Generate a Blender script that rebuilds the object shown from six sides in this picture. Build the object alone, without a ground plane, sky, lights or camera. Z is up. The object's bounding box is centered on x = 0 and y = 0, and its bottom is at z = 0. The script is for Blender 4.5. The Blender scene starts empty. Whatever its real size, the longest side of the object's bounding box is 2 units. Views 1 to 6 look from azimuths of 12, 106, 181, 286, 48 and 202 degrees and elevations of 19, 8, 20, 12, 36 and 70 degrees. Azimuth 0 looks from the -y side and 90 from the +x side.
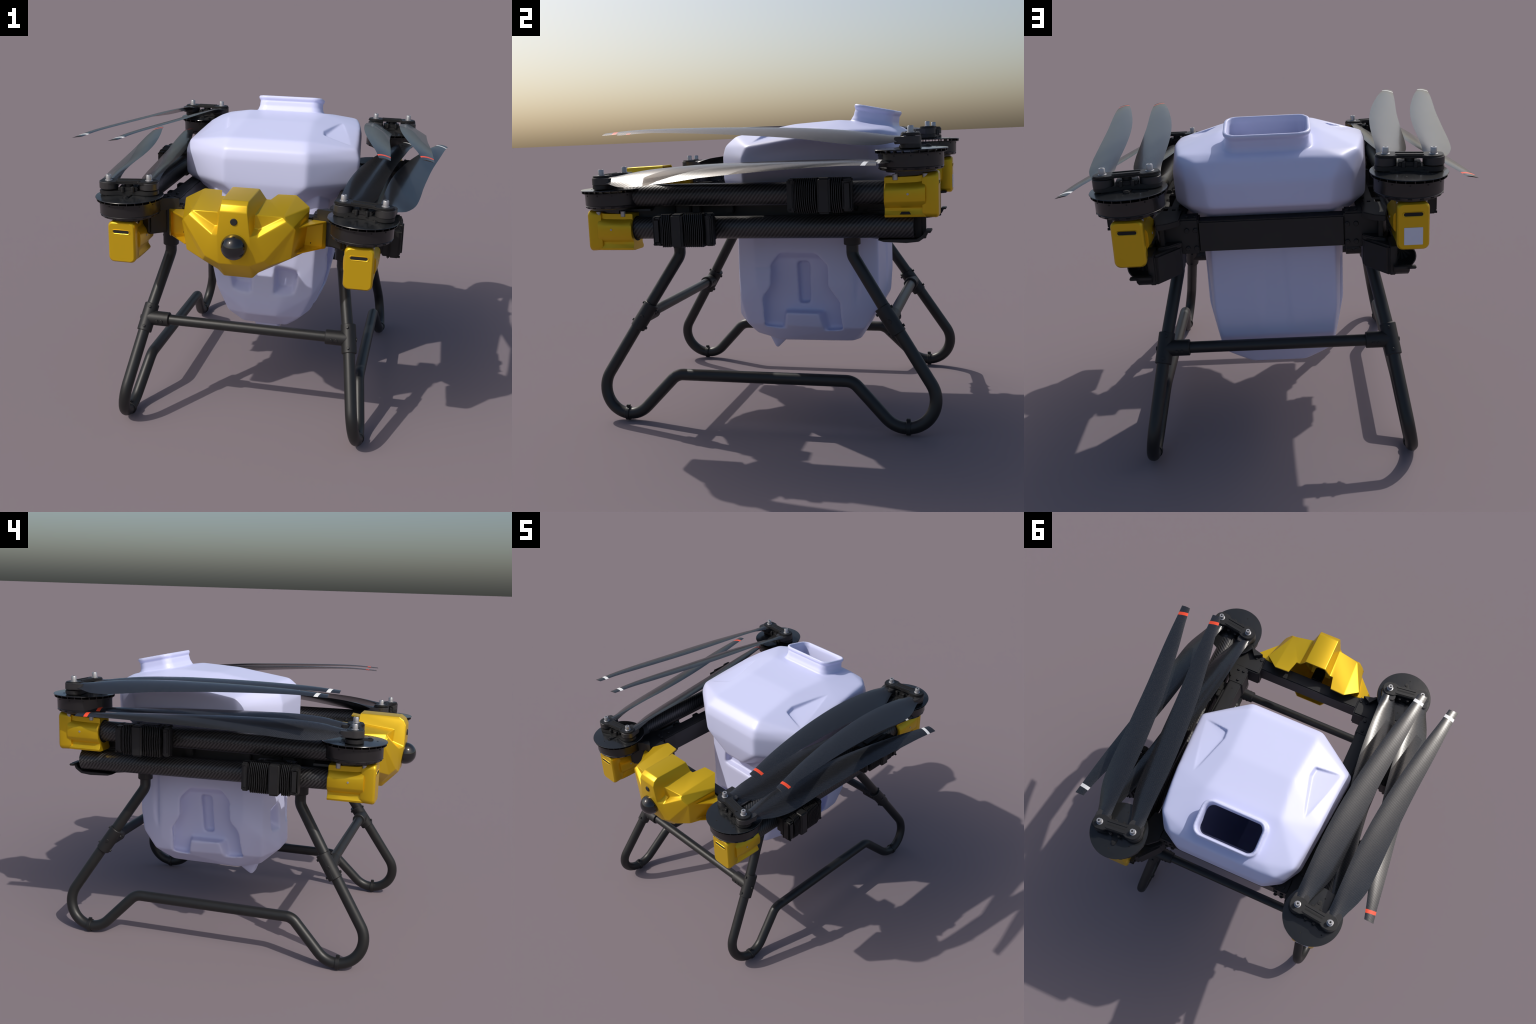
"""Folded four-rotor crop-spraying drone standing on tubular skids."""
import bpy, bmesh, math, random
from mathutils import Vector, Matrix

random.seed(7)
CX = -0.0155          # the mirror plane of the machine
CY = 0.0435           # fore-aft mirror plane of the landing gear

# ------------------------------------------------------------------ materials
def material(name, base, rough=0.5, metallic=0.0, coat=0.0, spec=0.5):
    m = bpy.data.materials.new(name)
    m.use_nodes = True
    b = m.node_tree.nodes["Principled BSDF"]
    b.inputs["Base Color"].default_value = (*base, 1)
    b.inputs["Roughness"].default_value = rough
    b.inputs["Metallic"].default_value = metallic
    b.inputs["Coat Weight"].default_value = coat
    b.inputs["Specular IOR Level"].default_value = spec
    return m

def grain(m, scale, strength, dist=0.001, tint=0.0):
    """fine noise bump and a faint tint variation on Object coordinates"""
    nt = m.node_tree; N = nt.nodes; L = nt.links
    b = N["Principled BSDF"]
    tc = N.new("ShaderNodeTexCoord")
    no = N.new("ShaderNodeTexNoise"); no.inputs["Scale"].default_value = scale
    no.inputs["Detail"].default_value = 3
    L.new(tc.outputs["Object"], no.inputs["Vector"])
    bp = N.new("ShaderNodeBump"); bp.inputs["Strength"].default_value = strength
    bp.inputs["Distance"].default_value = dist
    L.new(no.outputs["Fac"], bp.inputs["Height"])
    L.new(bp.outputs["Normal"], b.inputs["Normal"])
    if tint:
        no2 = N.new("ShaderNodeTexNoise"); no2.inputs["Scale"].default_value = scale * 0.04
        L.new(tc.outputs["Object"], no2.inputs["Vector"])
        c = b.inputs["Base Color"].default_value[:]
        r = N.new("ShaderNodeValToRGB")
        r.color_ramp.elements[0].position = 0.3; r.color_ramp.elements[1].position = 0.7
        r.color_ramp.elements[0].color = (*[v * (1 - tint) for v in c[:3]], 1)
        r.color_ramp.elements[1].color = (*[min(1, v * (1 + tint)) for v in c[:3]], 1)
        L.new(no2.outputs["Fac"], r.inputs["Fac"])
        L.new(r.outputs["Color"], b.inputs["Base Color"])
    return m

def carbon_tube_material():
    """helical twill: stripes in (length - radius*angle) on Object coordinates"""
    m = material("carbon_twill_tube", (0.02, 0.02, 0.022), 0.40, 0.0, 0.1)
    nt = m.node_tree; N = nt.nodes; L = nt.links; b = N["Principled BSDF"]
    tc = N.new("ShaderNodeTexCoord"); sx = N.new("ShaderNodeSeparateXYZ")
    L.new(tc.outputs["Object"], sx.inputs[0])
    def math_(op, a, c=None):
        n = N.new("ShaderNodeMath"); n.operation = op
        for i, v in enumerate((a, c)):
            if v is None: continue
            if isinstance(v, (int, float)): n.inputs[i].default_value = v
            else: L.new(v, n.inputs[i])
        return n.outputs[0]
    th = math_("ARCTAN2", sx.outputs["Z"], sx.outputs["X"])
    arc = math_("MULTIPLY", th, 0.058)
    diag = math_("SUBTRACT", sx.outputs["Y"], math_("MULTIPLY", arc, 0.8))
    wob = N.new("ShaderNodeTexNoise"); wob.inputs["Scale"].default_value = 22
    L.new(tc.outputs["Object"], wob.inputs["Vector"])
    diag = math_("ADD", diag, math_("MULTIPLY", wob.outputs["Fac"], 0.006))
    s1 = math_("SINE", math_("MULTIPLY", diag, 2 * math.pi / 0.0200))
    fine = math_("SINE", math_("MULTIPLY", math_("ADD", sx.outputs["Y"], arc), 2 * math.pi / 0.0050))
    fac = math_("MULTIPLY_ADD", s1, 0.38); fac.node.inputs[2].default_value = 0.5
    fac = math_("ADD", fac, math_("MULTIPLY", fine, 0.14))
    r = N.new("ShaderNodeValToRGB")
    r.color_ramp.elements[0].position = 0.25; r.color_ramp.elements[1].position = 0.85
    r.color_ramp.elements[0].color = (0.006, 0.006, 0.0065, 1)
    r.color_ramp.elements[1].color = (0.062, 0.060, 0.060, 1)
    L.new(fac, r.inputs["Fac"]); L.new(r.outputs["Color"], b.inputs["Base Color"])
    bp = N.new("ShaderNodeBump"); bp.inputs["Strength"].default_value = 0.35
    bp.inputs["Distance"].default_value = 0.0015
    L.new(fac, bp.inputs["Height"]); L.new(bp.outputs["Normal"], b.inputs["Normal"])
    return m

def carbon_blade_material():
    m = material("carbon_blade", (0.022, 0.023, 0.026), 0.27, 0.0, 0.2, 0.7)
    nt = m.node_tree; N = nt.nodes; L = nt.links; b = N["Principled BSDF"]
    tc = N.new("ShaderNodeTexCoord")
    mp = N.new("ShaderNodeMapping"); mp.inputs["Rotation"].default_value = (0, 0, math.radians(38))
    L.new(tc.outputs["Object"], mp.inputs["Vector"])
    w = N.new("ShaderNodeTexWave"); w.inputs["Scale"].default_value = 42
    w.inputs["Distortion"].default_value = 0.6; w.inputs["Detail"].default_value = 1
    L.new(mp.outputs["Vector"], w.inputs["Vector"])
    w2 = N.new("ShaderNodeTexWave"); w2.inputs["Scale"].default_value = 110; w2.bands_direction = 'Y'
    L.new(tc.outputs["Object"], w2.inputs["Vector"])
    mu = N.new("ShaderNodeMath"); mu.operation = "MULTIPLY"
    L.new(w.outputs["Fac"], mu.inputs[0]); L.new(w2.outputs["Fac"], mu.inputs[1])
    r = N.new("ShaderNodeValToRGB")
    r.color_ramp.elements[0].color = (0.017, 0.018, 0.021, 1)
    r.color_ramp.elements[1].color = (0.034, 0.035, 0.038, 1)
    L.new(mu.outputs[0], r.inputs["Fac"]); L.new(r.outputs["Color"], b.inputs["Base Color"])
    bp = N.new("ShaderNodeBump"); bp.inputs["Strength"].default_value = 0.13
    bp.inputs["Distance"].default_value = 0.0008
    L.new(mu.outputs[0], bp.inputs["Height"]); L.new(bp.outputs["Normal"], b.inputs["Normal"])
    return m

TANK = grain(material("tank_plastic", (0.635, 0.66, 0.905), 0.40), 60, 0.04, 0.001, 0.012)
YELLOW = grain(material("yellow_paint", (0.72, 0.46, 0.012), 0.36, 0.55), 220, 0.03, 0.0005)
BLACK = grain(material("black_plastic", (0.0095, 0.0095, 0.010), 0.52), 300, 0.08, 0.0006, 0.15)
FRAME = grain(material("black_anodised", (0.011, 0.011, 0.012), 0.48), 200, 0.05, 0.0005, 0.15)
DEEP = material("deep_black", (0.004, 0.004, 0.004), 0.7)
LEG = grain(material("matt_black_tube", (0.0115, 0.012, 0.012), 0.43), 240, 0.05, 0.0004, 0.1)
CAN = material("motor_black", (0.013, 0.012, 0.0125), 0.32, 0.0, 0.2)
DISC = grain(material("motor_disc", (0.014, 0.015, 0.016), 0.26, 0.0, 0.2), 7, 0.10, 0.02)
GREY = grain(material("root_grey", (0.030, 0.029, 0.030), 0.42), 500, 0.15, 0.0005)
STEEL = material("steel", (0.46, 0.46, 0.47), 0.38, 0.6)
WHITE = material("white_band", (0.85, 0.85, 0.84), 0.4)
RED = material("red_band", (0.90, 0.085, 0.03), 0.4)
LABEL = material("label_white", (0.72, 0.74, 0.86), 0.5)
GLASS = material("lens_black", (0.008, 0.009, 0.010), 0.10, 0.0, 0.6)
TUBE = carbon_tube_material()
BLADE = carbon_blade_material()

# ------------------------------------------------------------------- helpers
def link(obj, parent=None):
    bpy.context.scene.collection.objects.link(obj)
    if parent is not None:
        obj.parent = parent
    return obj

def from_bm(name, bm, mats, parent=None, angle=35, matrix=None):
    bmesh.ops.recalc_face_normals(bm, faces=bm.faces)
    me = bpy.data.meshes.new(name)
    bm.to_mesh(me); bm.free()
    for m in (mats if isinstance(mats, (list, tuple)) else [mats]):
        me.materials.append(m)
    me.shade_smooth()
    if angle < 180:
        me.set_sharp_from_angle(angle=math.radians(angle))
    o = bpy.data.objects.new(name, me)
    link(o, parent)
    if matrix is not None:
        o.matrix_local = matrix
    return o

def twin(o, matrix, parent=None):
    c = o.copy()
    link(c)
    c.parent = parent
    c.matrix_local = matrix
    return c

def add_box(bm, lo, hi, bevel=0.0, seg=2, mat=0, rot=None):
    lo, hi = Vector(lo), Vector(hi)
    c = (lo + hi) / 2
    M = Matrix.Translation(c)
    if rot is not None:
        M = M @ rot
    d = hi - lo
    r = bmesh.ops.create_cube(bm, size=1, matrix=M @ Matrix.Diagonal((*d, 1)))
    vs = r["verts"]
    fs = list({f for v in vs for f in v.link_faces})
    for f in fs: f.material_index = mat
    if bevel:
        es = list({e for v in vs for e in v.link_edges})
        out = bmesh.ops.bevel(bm, geom=es, offset=bevel, segments=seg, affect='EDGES', clamp_overlap=True)
        for f in out["faces"]: f.material_index = mat

def basis(axis):
    a = Vector(axis).normalized()
    t = Vector((0, 0, 1)) if abs(a.z) < 0.9 else Vector((1, 0, 0))
    u = a.cross(t).normalized(); v = a.cross(u).normalized()
    return a, u, v

def add_rings(bm, rings, mat=0, cap0=True, cap1=True):
    """skin a list of closed rings (lists of Vectors of equal length)"""
    vr = [[bm.verts.new(p) for p in ring] for ring in rings]
    n = len(vr[0])
    for a, b in zip(vr, vr[1:]):
        for i in range(n):
            f = bm.faces.new((a[i], a[(i + 1) % n], b[(i + 1) % n], b[i]))
            f.material_index = mat
    if cap0: bm.faces.new(vr[0]).material_index = mat
    if cap1: bm.faces.new(list(reversed(vr[-1]))).material_index = mat
    return vr

def add_turned(bm, p0, axis, profile, n=32, mat=0, cap0=True, cap1=True):
    """solid of revolution: profile = [(distance along axis, radius)]"""
    a, u, v = basis(axis); p0 = Vector(p0)
    rings = [[p0 + a * d + (u * math.cos(t) + v * math.sin(t)) * r
              for t in [2 * math.pi * i / n for i in range(n)]] for d, r in profile]
    return add_rings(bm, rings, mat, cap0, cap1)

def add_rod(bm, p0, p1, r, n=16, mat=0, chamfer=0.0):
    p0, p1 = Vector(p0), Vector(p1); L = (p1 - p0).length
    pr = [(0, r), (L, r)] if not chamfer else [(0, r - chamfer), (chamfer, r), (L - chamfer, r), (L, r - chamfer)]
    add_turned(bm, p0, p1 - p0, pr, n, mat)

def add_pipe(bm, pts, r, n=20, mat=0):
    """constant-radius pipe along a polyline, frames by parallel transport"""
    pts = [Vector(p) for p in pts]
    d = [(pts[min(i + 1, len(pts) - 1)] - pts[max(i - 1, 0)]).normalized() for i in range(len(pts))]
    _, u, v = basis(d[0]); rings = []
    for i, p in enumerate(pts):
        if i:
            q = d[i - 1].rotation_difference(d[i]); u = q @ u
        w = d[i].cross(u).normalized(); u = w.cross(d[i]).normalized()
        rings.append([p + (u * math.cos(t) + w * math.sin(t)) * r for t in [2 * math.pi * k / n for k in range(n)]])
    add_rings(bm, rings, mat)

def add_prism(bm, poly, axis, a, b, mat=0, bevel=0.0, seg=2):
    """extrude a 2D polygon: axis 'x' -> poly is (y,z); 'y' -> (x,z); 'z' -> (x,y)"""
    def P(q, h):
        return Vector({'x': (h, q[0], q[1]), 'y': (q[0], h, q[1]), 'z': (q[0], q[1], h)}[axis])
    tmp = bmesh.new()
    add_rings(tmp, [[P(q, a) for q in poly], [P(q, b) for q in poly]])
    bmesh.ops.recalc_face_normals(tmp, faces=tmp.faces)
    if bevel:
        es = [e for e in tmp.edges if len(e.link_faces) == 2 and e.calc_face_angle(0) > 0.5]
        bmesh.ops.bevel(tmp, geom=es, offset=bevel, segments=seg, affect='EDGES', clamp_overlap=True)
    vm = {v: bm.verts.new(v.co) for v in tmp.verts}
    for f in tmp.faces:
        bm.faces.new([vm[v] for v in f.verts]).material_index = mat
    tmp.free()

def capsule(half, r, n=12, waist=None):
    """2D stadium outline along x; waist = (half length, half width) narrows the middle"""
    pts = []
    for i in range(n + 1):
        t = -math.pi / 2 + math.pi * i / n
        pts.append((half + r * math.cos(t), r * math.sin(t)))
    if waist: pts += [(waist[0] + .022, r * .98), (waist[0], waist[1]), (-waist[0], waist[1]), (-waist[0] - .022, r * .98)]
    for i in range(n + 1):
        t = math.pi / 2 + math.pi * i / n
        pts.append((-half + r * math.cos(t), r * math.sin(t)))
    if waist: pts += [(-waist[0] - .022, -r * .98), (-waist[0], -waist[1]), (waist[0], -waist[1]), (waist[0] + .022, -r * .98)]
    return pts

def rounded_rect(hx, hy, r, n=6):
    pts = []
    for cx, cy, t0 in ((hx - r, hy - r, 0), (-hx + r, hy - r, 90), (-hx + r, -hy + r, 180), (hx - r, -hy + r, 270)):
        for i in range(n + 1):
            t = math.radians(t0 + 90 * i / n)
            pts.append((cx + r * math.cos(t), cy + r * math.sin(t)))
    return pts

def both(p):
    return [(CX + p[0], p[1], p[2]), (CX - p[0], p[1], p[2])]

def hull_object(name, pts):
    bm = bmesh.new()
    vs = [bm.verts.new(p) for p in pts]
    r = bmesh.ops.convex_hull(bm, input=vs)
    bmesh.ops.delete(bm, geom=[g for g in r["geom_interior"] if isinstance(g, bmesh.types.BMVert)], context='VERTS')
    bmesh.ops.recalc_face_normals(bm, faces=bm.faces)
    me = bpy.data.meshes.new(name); bm.to_mesh(me); bm.free()
    return link(bpy.data.objects.new(name, me))

def helper_from_bm(bm):
    bmesh.ops.recalc_face_normals(bm, faces=bm.faces)
    me = bpy.data.meshes.new("helper"); bm.to_mesh(me); bm.free()
    return link(bpy.data.objects.new("helper", me))

def bake(o):
    dg = bpy.context.evaluated_depsgraph_get(); dg.update()
    me = bpy.data.meshes.new_from_object(o.evaluated_get(dg))
    o.modifiers.clear(); o.data = me

def boolean(o, other, op):
    m = o.modifiers.new("b", "BOOLEAN"); m.operation = op; m.object = other; m.solver = 'EXACT'
    bake(o)
    bpy.data.objects.remove(other)

def lerp_table(tab, x):
    for (a, va), (b, vb) in zip(tab, tab[1:]):
        if x <= b:
            k = (x - a) / (b - a)
            return va + (vb - va) * max(0, k)
    return tab[-1][1]

def smooth_table(tab, x):
    """monotone-ish cosine-free Catmull-Rom through a small table"""
    n = len(tab)
    for i in range(n - 1):
        if x <= tab[i + 1][0] or i == n - 2:
            p1, p2 = tab[i], tab[i + 1]
            p0 = tab[i - 1] if i else p1; p3 = tab[i + 2] if i + 2 < n else p2
            h = p2[0] - p1[0]; k = min(1, max(0, (x - p1[0]) / h))
            m1 = (p2[1] - p0[1]) / max(1e-6, p2[0] - p0[0]) * h
            m2 = (p3[1] - p1[1]) / max(1e-6, p3[0] - p1[0]) * h
            return ((2*k**3 - 3*k*k + 1) * p1[1] + (k**3 - 2*k*k + k) * m1 + (-2*k**3 + 3*k*k) * p2[1] + (k**3 - k*k) * m2)

# ------------------------------------------------------------------ the thing
root = bpy.data.objects.new("agricultural_drone", None)
link(root)
root.location = (0, 0, 0)
root["label"] = "folded four-rotor crop spraying drone with white tank"
root["category"] = "drone"

# ======================================================================= tank
def build_tank():
    up = []
    for p in [(.222, -.165, 1.503), (.20, .165, 1.556), (.235, .42, 1.567), (.25, .69, 1.522),
              (.235, -.224, 1.452), (.237, -.240, 1.40), (.235, -.240, 1.255),
              (.488, -.030, 1.450), (.507, -.050, 1.395), (.507, -.045, 1.255),
              (.480, .16, 1.474), (.466, .35, 1.501), (.443, .50, 1.511), (.418, .64, 1.510),
              (.452, .60, 1.42), (.450, .585, 1.275), (.335, .728, 1.490), (.20, .736, 1.498),
              (.385, .712, 1.41), (.380, .705, 1.285), (.285, .770, 1.40), (.275, .768, 1.285),
              (.355, .0, 1.135), (.335, .54, 1.16), (.29, .66, 1.215), (.07, -.212, 1.105), (.14, .60, 1.18)]:
        up += both(p)
    tank = hull_object("tank_shell", up)
    def soften(o, voxel, n):
        m = o.modifiers.new("r", "REMESH"); m.mode = 'VOXEL'; m.voxel_size = voxel
        bake(o)
        m = o.modifiers.new("s", "SMOOTH"); m.factor = 0.5; m.iterations = n
        bake(o)
    soften(tank, 0.0075, 30)
    # shallow creased pockets on both shoulders
    for s in (1, -1):
        pk = []
        for x, y, z in [(.296, .025, 1.491), (.290, .080, 1.498), (.455, -.010, 1.463), (.355, .350, 1.530),
                        (.255, .010, 1.6), (.245, .090, 1.6), (.47, -.012, 1.6), (.36, .37, 1.6)]:
            pk.append((CX + s * x, y, z))
        boolean(tank, hull_object("pocket", pk), 'DIFFERENCE')
    low = []
    for p in [(.345, -.05, 1.2), (.345, .50, 1.2), (.30, .62, 1.2), (.30, -.145, 1.2), (.10, -.170, 1.1),
              (.343, -.05, .70), (.343, .46, .70), (.30, .62, .70), (.29, -.158, .80), (.12, -.182, .80),
              (.330, -.03, .625), (.326, .42, .62), (.285, -.155, .60), (.10, -.215, .565), (.285, .61, .56),
              (.268, -.02, .460), (.290, .41, .450), (.22, -.140, .450), (.085, -.225, .475), (.308, .48, .53), (.280, .535, .450),
              (.165, .03, .350), (.13, -.110, .375), (.165, .45, .350), (.10, .05, .330), (.13, .49, .358)]:
        low += both(p)
    lower = hull_object("lower", low)
    # drain nub
    nub = hull_object("nub", sum([both(p) for p in [(.045, -.02, .266), (.03, -.035, .266), (.09, .06, .345), (.09, -.08, .40), (.11, .0, .40)]], []))
    boolean(lower, nub, 'UNION')
    # undercut step below the bulge
    boolean(lower, hull_object("undercut", [(CX + s * x, y, z) for s in (1, -1) for x, y, z in
            [(.14, -.130, 1.06), (.14, -.130, 1.00), (.17, -.3, 1.14), (.17, -.3, .955)]]), 'DIFFERENCE')
    # two hollows low on the front
    for s in (1, -1):
        boolean(lower, hull_object("hollow", [(CX + s * x, y, z) for x, y, z in
                [(.08, -.135, .74), (.19, -.130, .72), (.08, -.135, .64), (.17, -.130, .64), (.045, -.34, .86), (.24, -.34, .84), (.045, -.34, .54), (.21, -.34, .54)]]), 'DIFFERENCE')
    # moulded arch panels on both flanks: rim on the wall, floor well inside; a foot block is left standing
    arch = [(.043, .813), (.095, .874), (.286, .868), (.348, .802), (.349, .686), (.400, .601), (.412, .438),
            (.312, .428), (.290, .533), (.106, .535), (.087, .437), (-.019, .446), (-.009, .627), (.036, .687)]
    for s in (1, -1):
        def lvl(d, grow):
            out = []
            for y, z in arch:
                dy = y - .195
                inner = abs(dy) < .13 and z < .54      # outline of the foot block shrinks the other way
                g = -grow * .6 if inner else grow
                yy = y + math.copysign(g, dy)
                zz = z + (g if z > .8 else 0)
                out.append(Vector((CX + s * (d(z)), yy, zz)))
            return out
        floor = lambda z: .222 + (z - .5) * .150
        bm = bmesh.new()
        add_rings(bm, [lvl(floor, -.036), lvl(lambda z: min(.336, .262 + max(0, z - .44) * .42), .0), lvl(lambda z: .46, .02)])
        boolean(lower, helper_from_bm(bm), 'DIFFERENCE')
        slot = [(.172, .815), (.238, .815), (.226, .578), (.168, .574)]
        bm = bmesh.new()
        add_rings(bm, [[Vector((CX + s * (.185 + (z - .575) * .15), y, z)) for y, z in slot], [Vector((CX + s * .40, y, z)) for y, z in slot]])
        boolean(lower, helper_from_bm(bm), 'DIFFERENCE')
        # rear vertical flute and the short seam ahead of the arch
        boolean(lower, hull_object("flute", [(CX + s * x, y, z) for x, y, z in
                [(.305, .500, .56), (.310, .500, .92), (.37, .47, .53), (.37, .47, .97), (.37, .545, .53), (.345, .560, .97)]]), 'DIFFERENCE')
        bm = bmesh.new()
        add_box(bm, (CX + s * .36 - .028, -.10, .788), (CX + s * .36 + .028, .045, .802))
        boolean(lower, helper_from_bm(bm), 'DIFFERENCE')
    # rear shallow channel
    boolean(lower, hull_object("channel", [(CX + s * x, y, z) for s in (1, -1) for x, y, z in
            [(.05, .612, 1.1), (.085, .612, .45), (.07, .7, 1.1), (.10, .7, .45)]]), 'DIFFERENCE')
    soften(lower, 0.0065, 14)
    boolean(tank, lower, 'UNION')
    # filler neck, tilted backwards
    tilt = Matrix.Translation((CX, .597, 1.618)) @ Matrix.Rotation(math.radians(-12.5), 4, 'X')
    def ring(hx, hy, r, h):
        return [tilt @ Vector((x, y, h)) for x, y in rounded_rect(hx, hy, r)]
    bm = bmesh.new()
    add_rings(bm, [ring(.214, .124, .06, -.12), ring(.199, .112, .055, -.068), ring(.193, .106, .05, -.055), ring(.192, .105, .05, -.028),
                   ring(.189, .102, .05, -.022), ring(.200, .110, .055, -.010), ring(.202, .112, .055, .002), ring(.196, .107, .055, .009)])
    boolean(tank, helper_from_bm(bm), 'UNION')
    # hollow inside
    inner = []
    for p in [(.44, .0, 1.40), (.22, -.2, 1.40), (.42, .57, 1.42), (.30, .71, 1.42), (.375, .60, 1.465), (.42, .35, 1.44), (.15, .3, 1.545), (.20, .68, 1.48), (.12, -.12, 1.47), (.20, .44, 1.550), (.19, .53, 1.548),
              (.46, .0, 1.28), (.415, .55, 1.285), (.28, .72, 1.31), (.22, -.2, 1.28), (.325, .02, 1.155), (.31, .50, 1.175)]:
        inner += both(p)
    cav = hull_object("cavity", inner)
    cav2 = hull_object("cavity_low", sum([both(p) for p in [(.30, .0, 1.2), (.30, .48, 1.2), (.20, .595, 1.42), (.20, .595, 1.20), (.22, -.07, 1.2),
                       (.295, .02, 1.12), (.295, .46, 1.12), (.12, .585, .66), (.12, -.04, .72), (.08, .06, .45), (.08, .44, .45)]], []))
    boolean(cav, cav2, 'UNION')
    bm = bmesh.new()
    add_rings(bm, [ring(.176, .090, .04, -.13), ring(.1775, .0915, .042, -.014), ring(.186, .100, .046, .012), ring(.186, .100, .046, .03)])
    boolean(cav, helper_from_bm(bm), 'UNION')
    boolean(tank, cav, 'DIFFERENCE')
    m = tank.modifiers.new("r", "REMESH"); m.mode = 'VOXEL'; m.voxel_size = 0.0046
    bake(tank)
    m = tank.modifiers.new("s", "SMOOTH"); m.factor = 0.5; m.iterations = 7
    bake(tank)
    tank.name = "spray_tank"; tank.data.name = "spray_tank"
    tank.data.materials.clear(); tank.data.materials.append(TANK)
    tank.data.shade_smooth()
    tank.parent = root
    return tank
tank = build_tank()

# ===================================================================== frame
def build_frame():
    bm = bmesh.new()
    add_box(bm, (CX - .345, .650, 1.066), (CX + .345, .729, 1.214), .006)
    frame = from_bm("frame", bm, FRAME, root)
    bm = bmesh.new()
    add_box(bm, (CX - .41, -.640, 1.078), (CX + .41, -.565, 1.212), .006)
    from_bm("cross_beam", bm, FRAME, frame)
    for s in (1, -1):
        bm = bmesh.new()
        x0, x1 = sorted((CX + s * .408, CX + s * .492))
        add_box(bm, (x0, -.55, 1.086), (x1, .70, 1.2205), .006)
        for yy in (-.20, -.17, -.36, .1, .13):
            add_rod(bm, (CX + s * .45, yy, 1.2195), (CX + s * .45, yy, 1.2225), .004, 8)
        from_bm("side_rail", bm, FRAME, frame)
        # corner brackets ------------------------------------------------
        for end in (1, -1):
            bm = bmesh.new()
            S = lambda hx: CX + s * hx
            if end > 0:
                ztop, zlo, zc = 1.231, 1.060, 1.04
                yb0, yb1 = .640, .737
            else:
                ztop, zlo, zc = 1.226, 1.068, 1.21
                yb0, yb1 = -.648, -.520
            # clamp block over the rail/beam corner
            add_box(bm, (min(S(.335), S(.50)), yb0, zlo), (max(S(.335), S(.50)), yb1, ztop), .008)
            yy = yb1 if end > 0 else yb0
            # along-rail flange
            lo, hi = sorted((S(.400), S(.500)))
            y2 = (.52, .66) if end > 0 else (-.50, -.40)
            add_box(bm, (lo, y2[0], zlo + .004), (hi, y2[1], ztop - .002), .006)
            # swept arm block out to the tube cradle
            if end > 0:
                poly = [(S(.42), .66), (S(.50), .56), (S(.565), .66), (S(.565), .88), (S(.52), .89), (S(.42), .765)]
                add_prism(bm, poly, 'z', .972, 1.112, bevel=.010)
                gus = [(S(.42), .60), (S(.52), .60), (S(.545), .70), (S(.52), .82), (S(.47), .80), (S(.42), .755)]
                add_prism(bm, gus, 'z', 1.10, 1.125, bevel=.004)
                add_prism(bm, gus, 'z', 1.205, 1.235, bevel=.004)
                add_prism(bm, [(S(.495), .60), (S(.515), .60), (S(.535), .70), (S(.51), .79), (S(.49), .79)], 'z', 1.12, 1.21, bevel=.003)
            else:
                poly = [(S(.42), -.50), (S(.50), -.42), (S(.565), -.52), (S(.575), -.68), (S(.50), -.72), (S(.42), -.655)]
                add_prism(bm, poly, 'z', 1.075, 1.225, bevel=.010)
                add_prism(bm, [(S(.36), -.645), (S(.42), -.66), (S(.50), -.715), (S(.475), -.70), (S(.41), -.615)], 'z', 1.20, 1.262, bevel=.004)
            # open cradle under / behind the tube, curling up into a lip at its end
            tx = .612
            if end > 0:
                boat = [(.66, .974), (.69, .964), (.80, .958), (.86, .964), (.895, .988), (.905, 1.010), (.920, 1.010), (.920, 1.022),
                        (.893, 1.022), (.880, .997), (.85, .976), (.70, .976)]
                add_prism(bm, boat, 'x', S(.545), S(.618), bevel=.002)
                add_box(bm, (min(S(.60), S(.645)), .893, 1.009), (max(S(.60), S(.645)), .920, 1.021), .003)
                add_prism(bm, [(.79, 1.106), (.90, 1.110), (.925, 1.112), (.925, 1.123), (.79, 1.122)], 'x', S(.53), S(.595), bevel=.002)
                add_prism(bm, [(S(.530), .66), (S(.556), .66), (S(.556), .890), (S(.530), .890)], 'z', .972, 1.112, bevel=.003)
            else:
                n = 16; ring_o, ring_i = [], []
                for i in range(n + 1):
                    t = math.radians(110 + 170 * i / n)
                    ring_o.append((S(tx + .076 * math.cos(t)), zc + .076 * math.sin(t)))
                    ring_i.append((S(tx + .064 * math.cos(t)), zc + .064 * math.sin(t)))
                add_prism(bm, ring_o + list(reversed(ring_i)), 'y', -.665, -.52)
            # screws
            for dx in (.352, .392) if end > 0 else ():
                for dz in (.035, .122):
                    add_rod(bm, (S(dx), yy - .002 * end, zlo + dz - .006), (S(dx), yy + .009 * end, zlo + dz - .006), .0115, 12, chamfer=.002)
                    add_rod(bm, (S(dx), yy, zlo + dz - .006), (S(dx), yy + .011 * end, zlo + dz - .006), .005, 6)
            for px, py in ((.355, yy - .03 * end), (.392, yy - .03 * end), (.43, yy - .15 * end), (.465, yy - .15 * end), (.44, yy - .22 * end)):
                add_rod(bm, (S(px), py, ztop - .004), (S(px), py, ztop + .007), .009, 10, chamfer=.002)
            from_bm("corner_bracket", bm, BLACK, frame)
    return frame
frame = build_frame()

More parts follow.
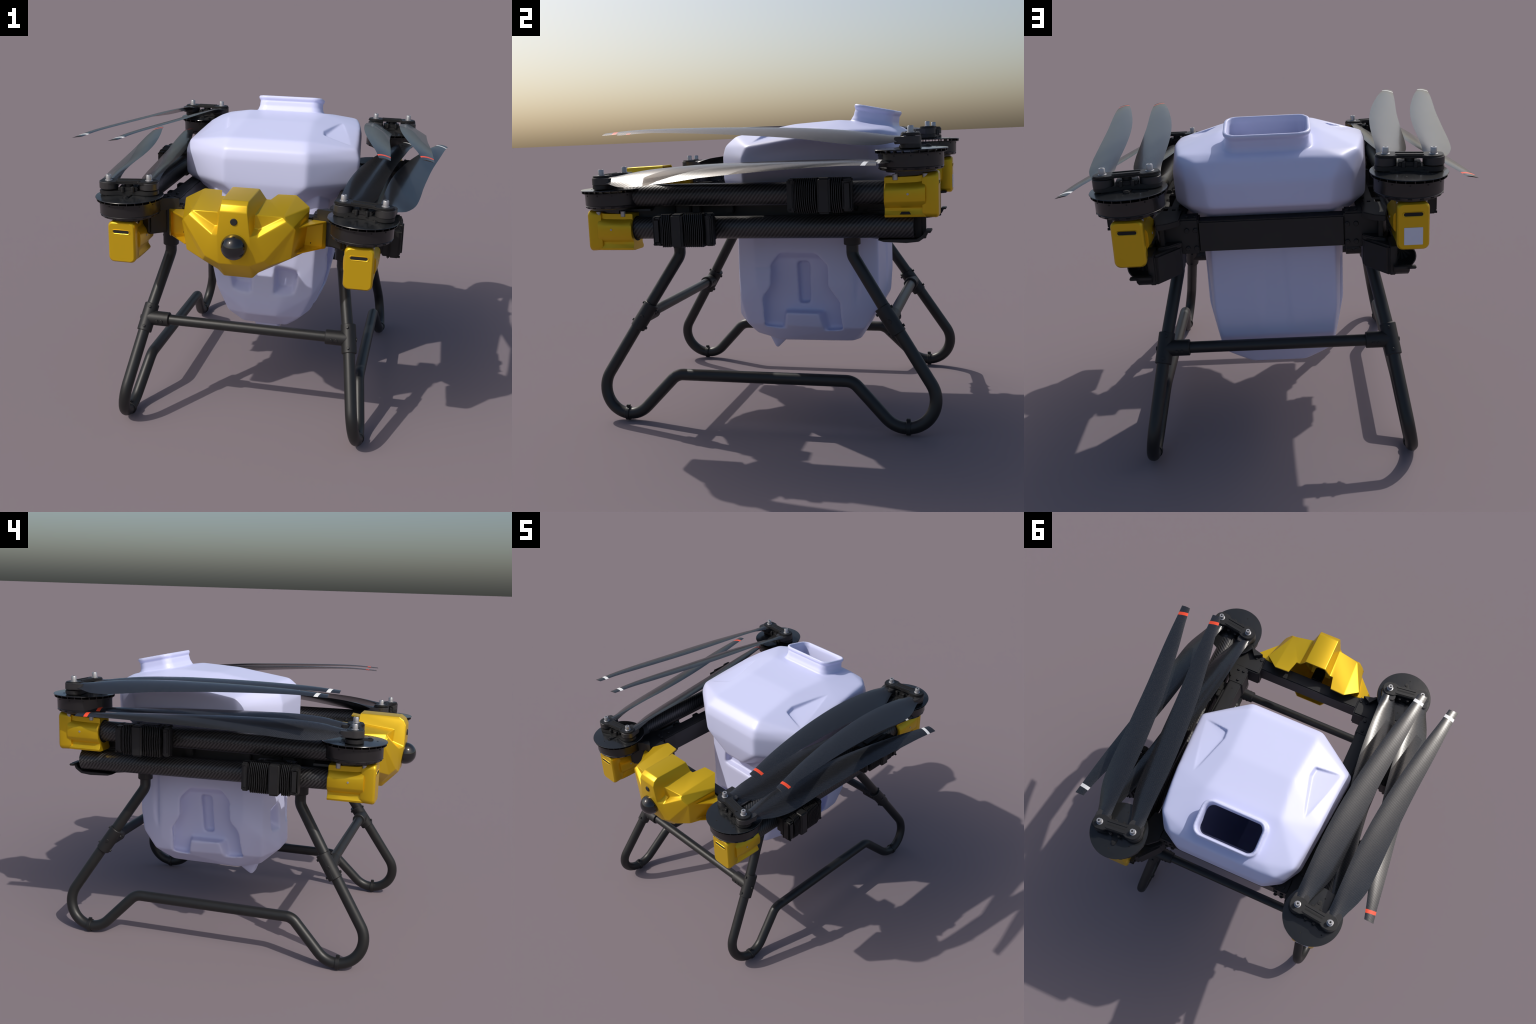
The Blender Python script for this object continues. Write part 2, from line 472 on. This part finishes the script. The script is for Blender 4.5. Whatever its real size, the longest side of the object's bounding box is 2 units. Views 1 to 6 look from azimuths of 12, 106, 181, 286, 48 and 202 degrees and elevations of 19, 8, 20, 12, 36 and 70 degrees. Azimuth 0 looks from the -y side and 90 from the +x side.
# small fittings along the rails: cable guides, clips
bm = bmesh.new()
for s in (1, -1):
    S = lambda hx: CX + s * hx
    add_pipe(bm, [(S(.50), -.33, 1.20), (S(.505), -.2, 1.19), (S(.50), .1, 1.18), (S(.505), .4, 1.15), (S(.51), .55, 1.12)], .011, 10)
    for yy in (-.30, -.12, .22, .45):
        add_box(bm, (min(S(.485), S(.535)), yy - .022, 1.11), (max(S(.485), S(.535)), yy + .022, 1.205), .004)
    add_box(bm, (min(S(.49), S(.545)), -.40, 1.115), (max(S(.49), S(.545)), -.33, 1.175), .005)
from_bm("cable_guide", bm, BLACK, frame)

# =============================================================== landing gear
def gear_hx(z): return lerp_table([(0.0, .6475), (.04, .6415), (.56, .555), (.90, .480), (1.2, .480)], z)

def skid_path():
    """(y, z) path of one skid, front half; the rear half mirrors it about CY"""
    pts = [(-.426, 1.075), (-.426, .945)]
    d = Vector((-.548, -.836)).normalized()
    R = .075; ang = math.atan2(.548, .836)
    # upper bend
    c = Vector((-.426 - R, .903))
    for i in range(1, 9):
        t = ang * i / 8
        pts.append((c.x + R * math.cos(t), c.y - R * math.sin(t)))
    p = Vector(pts[-1])
    # foot arc tangent to the leg, touching down, and leaving at about 46 degrees
    cy_, Rf, z0 = -.7033, .1423, .0360
    # leg meets the arc where the arc normal is perpendicular to the leg
    a0 = math.atan2(.548, -.836)
    q = Vector((cy_ + Rf * math.cos(a0), z0 + Rf + Rf * math.sin(a0)))
    for i in range(1, 12):
        pts.append(tuple(p.lerp(q, i / 12)))
    a1 = math.radians(270 + 46)
    n = 26
    for i in range(n + 1):
        t = a0 + (a1 - a0) * i / n
        pts.append((cy_ + Rf * math.cos(t), z0 + Rf + Rf * math.sin(t)))
    e = Vector(pts[-1]); u = Vector((math.cos(math.radians(46)), math.sin(math.radians(46))))
    Rh = .085; zh = .254; ah = math.radians(46)
    # start of the hump bend
    dz = zh - Rh * (1 - math.cos(ah)) - e.y
    st = e + u * (dz / u.y)
    for i in range(1, 7):
        pts.append(tuple(e.lerp(st, i / 6)))
    ch = Vector((st.x + Rh * math.sin(ah), zh - Rh))
    for i in range(1, 9):
        t = ah * (1 - i / 8)
        pts.append((ch.x - Rh * math.sin(t), ch.y + Rh * math.cos(t)))
    return pts

def build_gear():
    half = skid_path()
    full = half + [(2 * CY - y, z) for y, z in reversed(half)]
    gear = None
    for s in (1, -1):
        bm = bmesh.new()
        add_pipe(bm, [(CX + s * gear_hx(z), y, z) for y, z in full], .0312, 24)
        leg = from_bm("landing_gear" if gear is None else "skid", bm, LEG, root if gear is None else gear, 50)
        if gear is None: gear = leg
        for e in (1, -1):
            Y = lambda y: y if e > 0 else 2 * CY - y
            # sockets under the rail
            bm = bmesh.new()
            hx = gear_hx(.95)
            add_turned(bm, (CX + s * hx, Y(-.426), .935), (0, 0, 1), [(0, .040), (.003, .043), (.075, .043), (.08, .046), (.155, .047)], 24)
            add_box(bm, (CX + s * hx - .05, Y(-.426) - .06, 1.055), (CX + s * hx + .05, Y(-.426) + .06, 1.095), .006)
            for k in (-1, 1):
                add_rod(bm, (CX + s * hx - .045, Y(-.426), .985 + .0 * k), (CX + s * hx + .045, Y(-.426), .985), .007, 8)
            from_bm("socket", bm, BLACK, gear)
            # foot clamp at the touch-down point
            bm = bmesh.new()
            fx = CX + s * gear_hx(.04); fy = Y(-.712)
            add_turned(bm, (fx, fy - .011, .0362), (0, 1, 0), [(0, .0345), (.002, .0365), (.020, .0365), (.022, .0345)], 24)
            add_box(bm, (fx - .010, fy - .012, .0), (fx + .010, fy + .012, .014), .003)
            add_box(bm, (fx - .008, fy - .010, .070), (fx + .008, fy + .010, .084), .002)
            from_bm("foot_clamp", bm, BLACK, gear)
            # tee fitting
            bm = bmesh.new()
            zt = .562; yt = Y(-.621); c = Vector((CX + s * gear_hx(zt), yt, zt))
            d = Vector((CX + s * gear_hx(zt - .1), Y(-.621 - .0656), zt - .1)) - c; d.normalize()
            add_turned(bm, c - d * .078, d, [(0, .038), (.003, .0405), (.153, .0405), (.156, .038)], 28)
            add_turned(bm, c, (-s, 0, 0), [(0, .040), (.120, .040), (.123, .037)], 28)
            side = Vector((0, 1, 0)).cross(d).normalized()
            fwd = d.cross(side).normalized()
            for k in (-.055, .055):
                for sg in (1, -1):
                    p = c + d * k + fwd * (.038 * sg)
                    add_rod(bm, p - fwd * sg * .006, p + fwd * sg * .010, .0075, 10, chamfer=.001)
            for k in (.062, .088):
                for sg in (1, -1):
                    p = c + Vector((-s * k, 0, 0))
                    add_rod(bm, p + Vector((0, .032 * sg, 0)), p + Vector((0, .0435 * sg, 0)), .008, 8, chamfer=.001)
            out = Vector((s, 0, 0)); p = c + out * .038
            add_rod(bm, p, p + out * .006, .012, 12, chamfer=.001)
            # clamp seam rib on the outer face
            add_rod(bm, c - d * .07 + out * .0398, c + d * .07 + out * .0398, .0015, 6)
            from_bm("tee_fitting", bm, BLACK, gear)
    for y in (-.621, 2 * CY + .621):
        bm = bmesh.new()
        h = gear_hx(.562)
        add_rod(bm, (CX - h, y, .562), (CX + h, y, .562), .0285, 24)
        from_bm("cross_tube", bm, LEG, gear)
    return gear
build_gear()

# ============================================================== front cowling
def build_cowl():
    V = dict(
        T0=(.070, -.672, 1.352), T1=(.067, -.898, 1.346), T2=(.066, -.925, 1.328), T3=(.069, -.940, 1.298),
        B0=(.106, -.668, 1.299), B1=(.091, -.875, 1.275),
        N1=(.128, -.668, 1.300), W4=(.148, -.583, 1.307), W5=(.242, -.577, 1.308), W6=(.322, -.651, 1.272), W6b=(.324, -.655, 1.252),
        W2=(.228, -.852, 1.268), V2=(.246, -.862, 1.248), SM=(.279, -.846, 1.217), SMb=(.283, -.840, 1.203),
        FH=(.082, -.938, 1.178), RB=(.087, -.868, 1.205), R1=(.110, -.864, 1.200), VT=(.113, -.912, 1.170),
        F2=(.150, -.906, 1.055), FB=(.171, -.871, 1.021), LS=(.267, -.829, 1.052), CH=(.078, -.914, 1.025),
        D2=(.101, -.824, .958), D1=(.073, -.822, .928),
        LR=(.300, -.645, 1.025), D2R=(.118, -.628, .962), D1R=(.088, -.607, .930))
    half = [("T0", "T1", "T2", "T3", "FH", "RB", "B1", "B0"), ("B1", "W2", "W5", "W4", "N1", "B0"),
            ("B1", "RB", "R1", "W2"), ("RB", "FH", "VT", "R1"), ("R1", "VT", "V2", "W2"),
            ("FH", "CH", "F2", "VT"), ("VT", "F2", "SM", "V2"), ("SM", "F2", "FB", "SMb"), ("SMb", "FB", "LS"),
            ("CH", "D2", "FB", "F2"), ("CH", "D1", "D2"), ("FB", "D2", "D2R", "LR", "LS"), ("D2", "D1", "D1R", "D2R"),
            ("W2", "V2", "SM"), ("W2", "W6", "W5"), ("W2", "SM", "W6b", "W6"), ("SM", "SMb", "LS", "LR", "W6b")]
    mid = [("T0", "T1"), ("T1", "T2"), ("T2", "T3"), ("T3", "FH"), ("FH", "CH"), ("CH", "D1"), ("D1", "D1R")]
    bm = bmesh.new()
    vv = {(k, s): bm.verts.new((CX + s * p[0], p[1], p[2])) for k, p in V.items() for s in (1, -1)}
    for f in half:
        bm.faces.new([vv[(k, 1)] for k in f])
        bm.faces.new([vv[(k, -1)] for k in reversed(f)])
    for a, b in mid:
        bm.faces.new([vv[(a, -1)], vv[(a, 1)], vv[(b, 1)], vv[(b, -1)]])
    bmesh.ops.recalc_face_normals(bm, faces=bm.faces)
    # outward = away from the cowl centre
    c = Vector((CX, -.7, 1.15))
    f0 = max(bm.faces, key=lambda f: -f.calc_center_median().y)
    if (f0.calc_center_median() - c).dot(f0.normal) < 0:
        bmesh.ops.reverse_faces(bm, faces=bm.faces)
    me = bpy.data.meshes.new("front_cowl"); bm.to_mesh(me); bm.free()
    o = link(bpy.data.objects.new("front_cowl", me), root)
    me.materials.append(YELLOW)
    m = o.modifiers.new("b", "BEVEL"); m.width = .005; m.segments = 3; m.limit_method = 'ANGLE'; m.angle_limit = math.radians(14)
    m = o.modifiers.new("s", "SOLIDIFY"); m.thickness = .008; m.offset = -1
    bake(o); o.data.shade_smooth(); o.data.set_sharp_from_angle(angle=math.radians(40))
    # side ears: open-fronted pockets
    for s in (1, -1):
        S = lambda hx: CX + s * hx
        bm = bmesh.new()
        top = [(S(.285), -.800), (S(.400), -.676), (S(.412), -.655), (S(.300), -.640)]
        add_prism(bm, top, 'z', 1.197, 1.206, bevel=.002)
        add_prism(bm, [(S(.285), -.790), (S(.395), -.668), (S(.412), -.645), (S(.300), -.640)], 'z', 1.062, 1.070, bevel=.002)
        add_prism(bm, [(S(.396), -.682), (S(.412), -.660), (S(.412), -.640), (S(.403), -.640)], 'z', 1.064, 1.205, bevel=.002)
        add_prism(bm, [(S(.300), -.652), (S(.410), -.652), (S(.410), -.644), (S(.300), -.644)], 'z', 1.064, 1.204)
        for dz in (1.085, 1.180):
            add_rod(bm, (S(.335), -.656, dz), (S(.335), -.651, dz), .003, 8, mat=1)
        from_bm("ear", bm, [YELLOW, DEEP], o)
    # camera dome, lens and electronics box
    bm = bmesh.new()
    bmesh.ops.create_uvsphere(bm, u_segments=48, v_segments=32, radius=.0645, matrix=Matrix.Translation((CX + .004, -.938, 1.124)))
    from_bm("camera_dome", bm, GLASS, o, 180)
    bm = bmesh.new()
    add_rod(bm, (CX + .003, -.925, 1.250), (CX + .003, -.945, 1.250), .0175, 28, chamfer=.002)
    from_bm("camera_lens", bm, BLACK, o)
    bm = bmesh.new()
    add_box(bm, (CX - .040, -.80, 1.00), (CX + .030, -.70, 1.08), .008)
    from_bm("electronics_box", bm, DEEP, o)
build_cowl()

# ============================================================ rotor arm parts
def motor_mesh():
    """origin: top of the disc, z down the motor"""
    bm = bmesh.new()
    # can
    add_turned(bm, (0, 0, -.024), (0, 0, -1), [(0, .150), (.002, .154), (.062, .154), (.064, .1525), (.066, .1545), (.078, .149), (.081, .140)], 64, 0)
    # disc: shallow dome with a rim
    add_turned(bm, (0, 0, -.0105), (0, 0, 1), [(0, .1715), (.002, .174), (.0045, .1725), (.0085, .12), (.0115, .05), (.0115, .01)], 64, 1)
    add_turned(bm, (0, 0, -.026), (0, 0, 1), [(0, .160), (.002, .168), (.004, .168), (.005, .158)], 64, 0)
    # vent ribs under the rim
    for i in range(26):
        t = 2 * math.pi * i / 26
        R = Matrix.Rotation(t, 4, 'Z')
        tmp = bmesh.ops.create_cube(bm, size=1, matrix=R @ Matrix.Translation((.160, 0, -.0165)) @ Matrix.Diagonal((.018, .003, .013, 1)))
    # slots and screws round the can
    for i in range(18):
        R = Matrix.Rotation(2 * math.pi * (i + .5) / 18, 4, 'Z') @ Matrix.Translation((.1518, 0, -.0960)) @ Matrix.Rotation(math.radians(24), 4, 'Y')
        r = bmesh.ops.create_cube(bm, size=1, matrix=R @ Matrix.Diagonal((.004, .018, .005, 1)))
        for f in {f for v in r["verts"] for f in v.link_faces}: f.material_index = 2
    for i in range(12):
        t = 2 * math.pi * i / 12
        d = Vector((math.cos(t), math.sin(t), 0))
        add_rod(bm, d * .152 + Vector((0, 0, -.034)), d * .1555 + Vector((0, 0, -.034)), .0038, 8, 2)
    # raised radial dimples and holes on the disc
    for i in range(6):
        t = 2 * math.pi * i / 6 + .4
        add_rod(bm, (.120 * math.cos(t), .120 * math.sin(t), -.004), (.120 * math.cos(t), .120 * math.sin(t), -.0012), .0045, 10, 2)
    # mount under the can
    add_rod(bm, (0, 0, -.104), (0, 0, -.114), .120, 40, 0)
    add_box(bm, (-.050, -.060, -.150), (.050, .060, -.104), .006)
    return bm

def hub_mesh():
    bm = bmesh.new()
    add_prism(bm, capsule(.104, .0485, waist=(.055, .040)), 'z', .000, .022, 0, .003)
    add_prism(bm, capsule(.104, .0475, waist=(.055, .034)), 'z', .0565, .062, 0, .002)
    add_prism(bm, capsule(.104, .0440, waist=(.050, .030)), 'z', .062, .0695, 0, .0025)
    for sgn in (1, -1):          # raised ribs either side of the central slot
        add_box(bm, (-.062, sgn * .020 - .005, .067), (.062, sgn * .020 + .005, .0735), .0015)
    add_box(bm, (-.056, -.0045, .0685), (.056, .0045, .0702), 0, mat=1)
    # spindle blocks and posts between the plates
    add_rod(bm, (0, 0, .015), (0, 0, .06), .022, 20)
    add_box(bm, (-.05, -.036, .02), (.05, .036, .040), .004)
    for x in (-.026, .026):
        for y in (-.040, .040):
            add_rod(bm, (x, y, .018), (x, y, .044), .0095, 12, chamfer=.001)
            add_rod(bm, (x, y, .043), (x, y, .047), .0050, 8, 1)
    # tripod feet of the hub on the disc
    for i in range(3):
        t = math.radians(90 + 120 * i)
        R = Matrix.Rotation(t, 4, 'Z')
        p = [R @ Vector((x, y, 0)) for x, y in ((.0, -.03), (.092, -.012), (.098, 0), (.092, .012), (.0, .03))]
        add_prism(bm, [(q.x, q.y) for q in p], 'z', -.002, .006, 0, .0015)
        add_rod(bm, R @ Vector((.08, 0, .004)), R @ Vector((.08, 0, .010)), .010, 14)
        add_rod(bm, R @ Vector((.08, 0, .010)), R @ Vector((.08, 0, .0105)), .005, 10, 1)
    return bm

def bolt_mesh():
    bm = bmesh.new()
    add_turned(bm, (0, 0, 0), (0, 0, 1), [(0, .0195), (.004, .0195), (.005, .0145), (.029, .0145), (.032, .0128)], 20, 0)
    add_rod(bm, (0, 0, .0318), (0, 0, .0324), .0065, 6, 1)
    return bm

CH_IN = [(0, -.040), (.06, -.044), (.13, -.055), (.22, -.070), (.32, -.082), (.45, -.088), (.6, -.083), (.8, -.060), (.93, -.037), (1, -.028)]
CH_OUT = [(0, .040), (.06, .052), (.12, .078), (.18, .092), (.26, .088), (.36, .074), (.45, .064), (.6, .050), (.8, .041), (.93, .033), (1, .030)]
RISE = [(0, 0), (.1, .10), (.2, .30), (.35, .62), (.5, .82), (.65, .97), (.8, 1.07), (.9, 1.09), (1, 1.0)]
DROP = [(0, .004), (.04, .015), (.1, .050), (.2, .062), (.35, .050), (.6, .032), (.9, .014), (1, .010)]
THICK = [(0, .030), (.05, .026), (.12, .018), (.3, .015), (.7, .010), (1, .005)]

def blade(name, parent, bolt, tip, zroot, ztip, out, band, inv, pitch=1.0):
    """propeller blade from its pivot to its tip; `out` is the unit xy vector to the low edge"""
    b2, t2 = Vector(bolt), Vector(tip)
    L = (t2 - b2).length; d = (t2 - b2) / L
    n2 = Vector((-d.y, d.x));  n2 = n2 if n2.dot(Vector(out)) > 0 else -n2
    org = Vector((bolt[0], bolt[1], zroot))
    stations = [i / 40 for i in range(1, 38)] + [1 - .066 / L, 1 - .044 / L, .985, 1.0]
    stations = sorted(set(round(s, 5) for s in stations if s > .022))
    rings, n = [], 9
    for s in stations:
        a, b = smooth_table(CH_IN, s), smooth_table(CH_OUT, s)
        z = (ztip - zroot) * smooth_table(RISE, s); dr = pitch * smooth_table(DROP, s); th = smooth_table(THICK, s)
        ring = []
        for side in (1, -1):
            for k in range(n):
                u = k / n if side > 0 else 1 - k / n
                w = a + (b - a) * u
                camber = .004 * math.sin(math.pi * u) * (1 - s * .5) * (4 if False else 1)
                t = th * .5 * (math.sin(math.pi * min(1, u * 1.0) ** .8) ** .8 if 0 < u < 1 else 0)
                sweep = .010 * (u - .5) if s > .99 else 0.0
                p = d * (L * s + sweep) + n2 * w
                ring.append(Vector((p.x, p.y, z + dr * (.5 - u) + camber + side * t)))
        rings.append(ring)
    bm = bmesh.new()
    vr = add_rings(bm, rings)
    bm.verts.ensure_lookup_table()
    lo, hi = 1 - .067 / L, 1 - .043 / L
    for f in bm.faces:
        sm = f.calc_center_median(); s = Vector((sm.x, sm.y)).dot(d) / L
        if lo < s < hi: f.material_index = 1
    # root collar round the pivot
    add_turned(bm, (0, 0, -.0185), (0, 0, 1), [(0, .046), (.002, .048), (.035, .048), (.037, .046)], 32, 2)
    R = [d * x + n2 * y for x, y in ((.0, -.047), (.055, -.044), (.075, -.03), (.075, .035), (.055, .046), (.0, .047))]
    add_prism(bm, [(q.x, q.y) for q in R], 'z', -.0165, .0165, 2, .003)
    return from_bm(name, bm, [BLADE, band, GREY], parent, 40, inv @ Matrix.Translation(org))

def cover_mesh(hasslot):
    """yellow end cover; origin on the tube axis under the rotor; +y = outer end"""
    bm = bmesh.new()
    # side profile (half width by height) of the sleeve
    prof = [(.098, .046), (.093, .057), (.066, .058), (.040, .083), (.030, .0855), (.0, .0865), (-.028, .085), (-.036, .083), (-.064, .057), (-.078, .056), (-.097, .068), (-.107, .064), (-.110, .052)]
    def sleeve(k, zt=0.0):
        r = [(h * k, z + (zt if z > 0 else 0)) for z, h in prof]
        return r + [(-h, z) for h, z in reversed(r)]
    ys = [(-.122, .96, -.016), (-.116, 1.0, -.012), (-.05, 1.0, -.012), (.03, .98, -.010), (.07, .93, -.004)]
    rings = [[Vector((x, y, z)) for x, z in sleeve(k, zt)] for y, k, zt in ys]
    add_rings(bm, rings)
    # end plate
    rr = lambda hx, hz, r, cz: [(x, z + cz) for x, z in rounded_rect(hx, hz, r)]
    rings = []
    for y, hx, hz, r in [(.055, .064, .098, .024), (.070, .070, .106, .028), (.118, .072, .1085, .028), (.126, .0695, .106, .027), (.131, .063, .0995, .022)]:
        rings.append([Vector((x, y, z)) for x, z in rr(hx, hz, r, -.004)])
    add_rings(bm, rings)
    # handle slot: dark inset with a raised rounded lip
    z0 = .052
    lip = [(x, z + z0) for x, z in rounded_rect(.049, .0130, .012, 5)]
    ins = [(x, z + z0) for x, z in rounded_rect(.042, .0080, .0078, 5)]
    add_rings(bm, [[Vector((x, .129, z)) for x, z in lip], [Vector((x, .1335, z)) for x, z in [(x * .97, z0 + (z - z0) * .8) for x, z in lip]],
                   [Vector((x, .1315, z)) for x, z in ins]], 0, True, False)
    add_rings(bm, [[Vector((x, .1315, z)) for x, z in ins], [Vector((x, .1317, z)) for x, z in ins]], 1)
    for s in (1, -1):
        add_rod(bm, (s * .083, -.01, .002), (s * .0875, -.01, .002), .0055, 12, 2)
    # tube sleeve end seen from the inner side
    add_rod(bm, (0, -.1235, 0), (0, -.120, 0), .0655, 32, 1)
    return bm

FIN_POSITIONS = [(.052 + .0098 * i) for i in range(5)] + [(.172 + .0102 * i) for i in range(10)]
def controller_mesh():
    """finned speed controller; u (local y) runs from the rotor end, x outwards from the tube axis"""
    bm = bmesh.new()
    Ln, hz = .318, .082
    add_box(bm, (.052, .012, -.070), (.083, Ln - .012, .070), .004)            # body block
    add_box(bm, (.078, .004, -hz), (.092, Ln - .002, hz), .006)                  # flange
    add_box(bm, (.088, .002, -.074), (.142, .048, .074), .008)                   # end block
    add_box(bm, (.138, .008, -.060), (.146, .040, .060), .004)
    add_box(bm, (.088, Ln - .040, -hz + .003), (.128, Ln, hz - .003), .007)
    add_box(bm, (.125, Ln - .030, -.058), (.133, Ln - .012, .058), .003)
    add_box(bm, (.088, .050, -.070), (.104, Ln - .034, .070), 0, mat=1)          # dark core between fins
    for u in FIN_POSITIONS:                                                       # fins, slightly bowed
        m = 8
        poly_a, poly_b = [], []
        for k in range(m + 1):
            z = -.083 + .166 * k / m
            bow = .006 * math.cos(math.pi * (k / m - .5)) - .003
            x1 = .144 - .012 * abs(2 * k / m - 1) ** 6
            poly_a.append((x1, u + bow, z)); poly_b.append((x1, u + bow + .0042, z))
        va = [bm.verts.new(p) for p in poly_a]; vb = [bm.verts.new(p) for p in poly_b]
        wa = [bm.verts.new((.09, p[1], p[2])) for p in poly_a]; wb = [bm.verts.new((.09, p[1], p[2])) for p in poly_b]
        for k in range(m):
            bm.faces.new((va[k], va[k+1], vb[k+1], vb[k]))
            bm.faces.new((va[k], wa[k], wa[k+1], va[k+1]))
            bm.faces.new((vb[k], vb[k+1], wb[k+1], wb[k]))
            bm.faces.new((wa[k], wb[k], wb[k+1], wa[k+1]))
        bm.faces.new((va[0], vb[0], wb[0], wa[0])); bm.faces.new((va[m], wa[m], wb[m], vb[m]))
    add_box(bm, (.09, .103, -.086), (.153, .165, .084), .009, 3)                 # smooth pad
    for u in (.012, Ln - .014):
        for z in (-.066, .066):
            add_rod(bm, (.12, u, z), (.132 if u > .1 else .1475, u, z), .0065, 10, 1)
    bmesh.ops.translate(bm, vec=(.030, 0, 0), verts=bm.verts)
    add_box(bm, (.045, .02, -.060), (.10, Ln - .02, .060), .004)
    # mounting saddle round the tube
    add_box(bm, (-.02, .05, .052), (.085, .27, .072), .005)
    add_box(bm, (-.02, .05, -.072), (.085, .27, -.052), .005)
    for u in (.08, .16, .24):
        add_rod(bm, (.03, u, .070), (.03, u, .078), .008, 10)
    add_box(bm, (.02, .10, .066), (.09, .22, .079), .004)
    return bm

ROTORS = [  # side, end, centre xy, bolt-top z, hub vector (to the outer bolt), tube far end, tube z at rotor / far end, band
    dict(s=-1, e=-1, c=(-.6165, -.731), T=1.387, h=(-.205, -.030), far=(-.612, .852), z=(1.066, 1.045), band=RED, tip=(-.942, .712), zt=1.364),
    dict(s=1, e=-1, c=(.585, -.732), T=1.359, h=(.206, -.034), far=(.592, .840), z=(1.046, 1.040), band=WHITE, tip=(.944, .715), zt=1.356),
    dict(s=-1, e=1, c=(-.639, .8265), T=1.5405, h=(-.206, .021), far=(-.628, -.655), z=(1.228, 1.222), band=WHITE, tip=(-.928, -.640), zt=1.547),
    dict(s=1, e=1, c=(.607, .830), T=1.514, h=(.206, .020), far=(.598, -.655), z=(1.206, 1.218), band=RED, tip=(.866, -.622), zt=1.536),
]
M_MOTOR = M_HUB = M_BOLT = None
covers = {}; ctrls = {}
for R in ROTORS:
    s, e, (cx, cy), T = R["s"], R["e"], R["c"], R["T"] + .004
    p0 = Vector((cx, cy + e * .06, R["z"][0])); p1 = Vector((R["far"][0], R["far"][1], R["z"][1]))
    mid = (p0 + p1) / 2; dirv = (p1 - p0); Ln = dirv.length; dirv.normalize()
    if dirv.y < 0: dirv = -dirv
    # tube: local y along the arm
    xa = dirv.cross(Vector((0, 0, 1))).normalized(); za = xa.cross(dirv).normalized()
    Mt = Matrix((xa, dirv, za)).transposed().to_4x4(); Mt.translation = mid
    bm = bmesh.new()
    outer = [(-Ln / 2, .0575), (Ln / 2, .0575)]
    a = add_turned(bm, (0, -Ln / 2, 0), (0, 1, 0), [(0, .0575), (Ln, .0575), (Ln, .0525), (Ln - .10, .0525)] if e < 0 else
                   [(.10, .0525), (0, .0525), (0, .0575), (Ln, .0575)], 48, 0)
    arm = from_bm("arm", bm, TUBE, root, 40, Mt)
    inv = Mt.inverted()
    # rotor assembly, tilted slightly outward
    hv = Vector(R["h"]); ang = math.atan2(hv.y, hv.x)
    Mr = Matrix.Translation((cx, cy, T)) @ Matrix.Rotation(ang, 4, 'Z') @ Matrix.Rotation(math.radians(1.2), 4, 'Y')
    def put(kind, builder, mats, mat4, cache, angle=35):
        W = inv @ mat4
        if cache.get(kind) is None:
            o = from_bm(kind, builder(), mats, arm, angle, W)
            cache[kind] = o
            return o
        return twin(cache[kind], W, arm)
    put("motor", motor_mesh, [CAN, DISC, DEEP], Mr @ Matrix.Translation((0, 0, -.0995)), covers)
    put("hub", hub_mesh, [BLACK, DEEP], Mr @ Matrix.Translation((0, 0, -.0995)), covers)
    for k in (1, -1):
        put("bolt", bolt_mesh, [STEEL, DEEP], Mr @ Matrix.Translation((k * .104, 0, -.0320)), covers)
    # four mounting screws under the motor
    for dx in (-.055, .055):
        for dy in (-.07, .07):
            def screw():
                b = bmesh.new(); add_rod(b, (0, 0, 0), (0, 0, -.030), .0135, 12, chamfer=.002); return b
            put("mounting_screw", screw, STEEL, Matrix.Translation((cx + dx, cy + dy, T - .222)), covers)
    # cover
    Mc = Matrix.Translation((cx, cy, T - .319)) @ Matrix.Rotation(0 if e > 0 else math.pi, 4, 'Z')
    put("motor_cover", lambda: cover_mesh(True), [YELLOW, DEEP, STEEL], Mc, covers)
    # speed controller: rotor end at fixed distance along the arm
    zc = (R["z"][0] + R["z"][1]) / 2
    key = "R" if s * e > 0 else "L"
    ystart = {(-1, -1): -.478, (1, -1): -.452, (-1, 1): .560, (1, 1): .572}[(s, e)]
    zesc = {(-1, -1): 1.070, (1, -1): 1.046, (-1, 1): 1.220, (1, 1): 1.209}[(s, e)]
    t = (ystart - p0.y) / (p1.y - p0.y)
    xt = p0.x + (p1.x - p0.x) * t
    if key not in ctrls:
        bm = controller_mesh()
        if s * -e < 0:      # mirrored handedness
            pass
        bmesh.ops.transform(bm, matrix=Matrix.Diagonal((s, -e, 1, 1)), verts=bm.verts)
        o = from_bm("speed_controller", bm, [BLACK, DEEP], arm, 30, inv @ Matrix.Translation((xt, ystart, zesc)))
        ctrls[key] = (o, s, e)
    else:
        o0, s0, e0 = ctrls[key]
        Mx = Matrix.Rotation(math.pi, 4, 'Z') if s0 != s else Matrix.Identity(4)
        twin(o0, inv @ Matrix.Translation((xt, ystart, zesc)) @ Mx, arm)
    # blades
    ho = Vector(R["h"]) / 2
    outer_b = Vector((cx, cy)) + ho; inner_b = Vector((cx, cy)) - ho
    tip = Vector(R["tip"])
    zr = T - {(1, 1): .0665, (-1, -1): .053, (-1, 1): .057}.get((s, e), .0625)
    for bpt, tp in ((outer_b, tip), (inner_b, tip - ho * 2 * 1.0)):
        blade("blade", arm, bpt, tp, zr, R["zt"], (s, 0), R["band"], inv, 1.0 if e > 0 else 1.25)
# drain notch on the rear right cover
bm = bmesh.new()
R = ROTORS[3]
add_prism(bm, [(R["c"][1] - .050, -.094), (R["c"][1] + .002, -.094), (R["c"][1] - .006, -.082), (R["c"][1] - .042, -.082)], 'x', R["c"][0] + .050, R["c"][0] + .0685)
bmesh.ops.translate(bm, vec=(0, 0, R["T"] - .315), verts=bm.verts)
from_bm("drain_notch", bm, DEEP, root)
# label on the rear left cover
bm = bmesh.new()
R = ROTORS[2]
add_box(bm, (-.6395 - .041, R["c"][1] + .130, R["T"] - .402), (-.6395 + .041, R["c"][1] + .1335, R["T"] - .323), .001)
from_bm("label_plate", bm, LABEL, root)
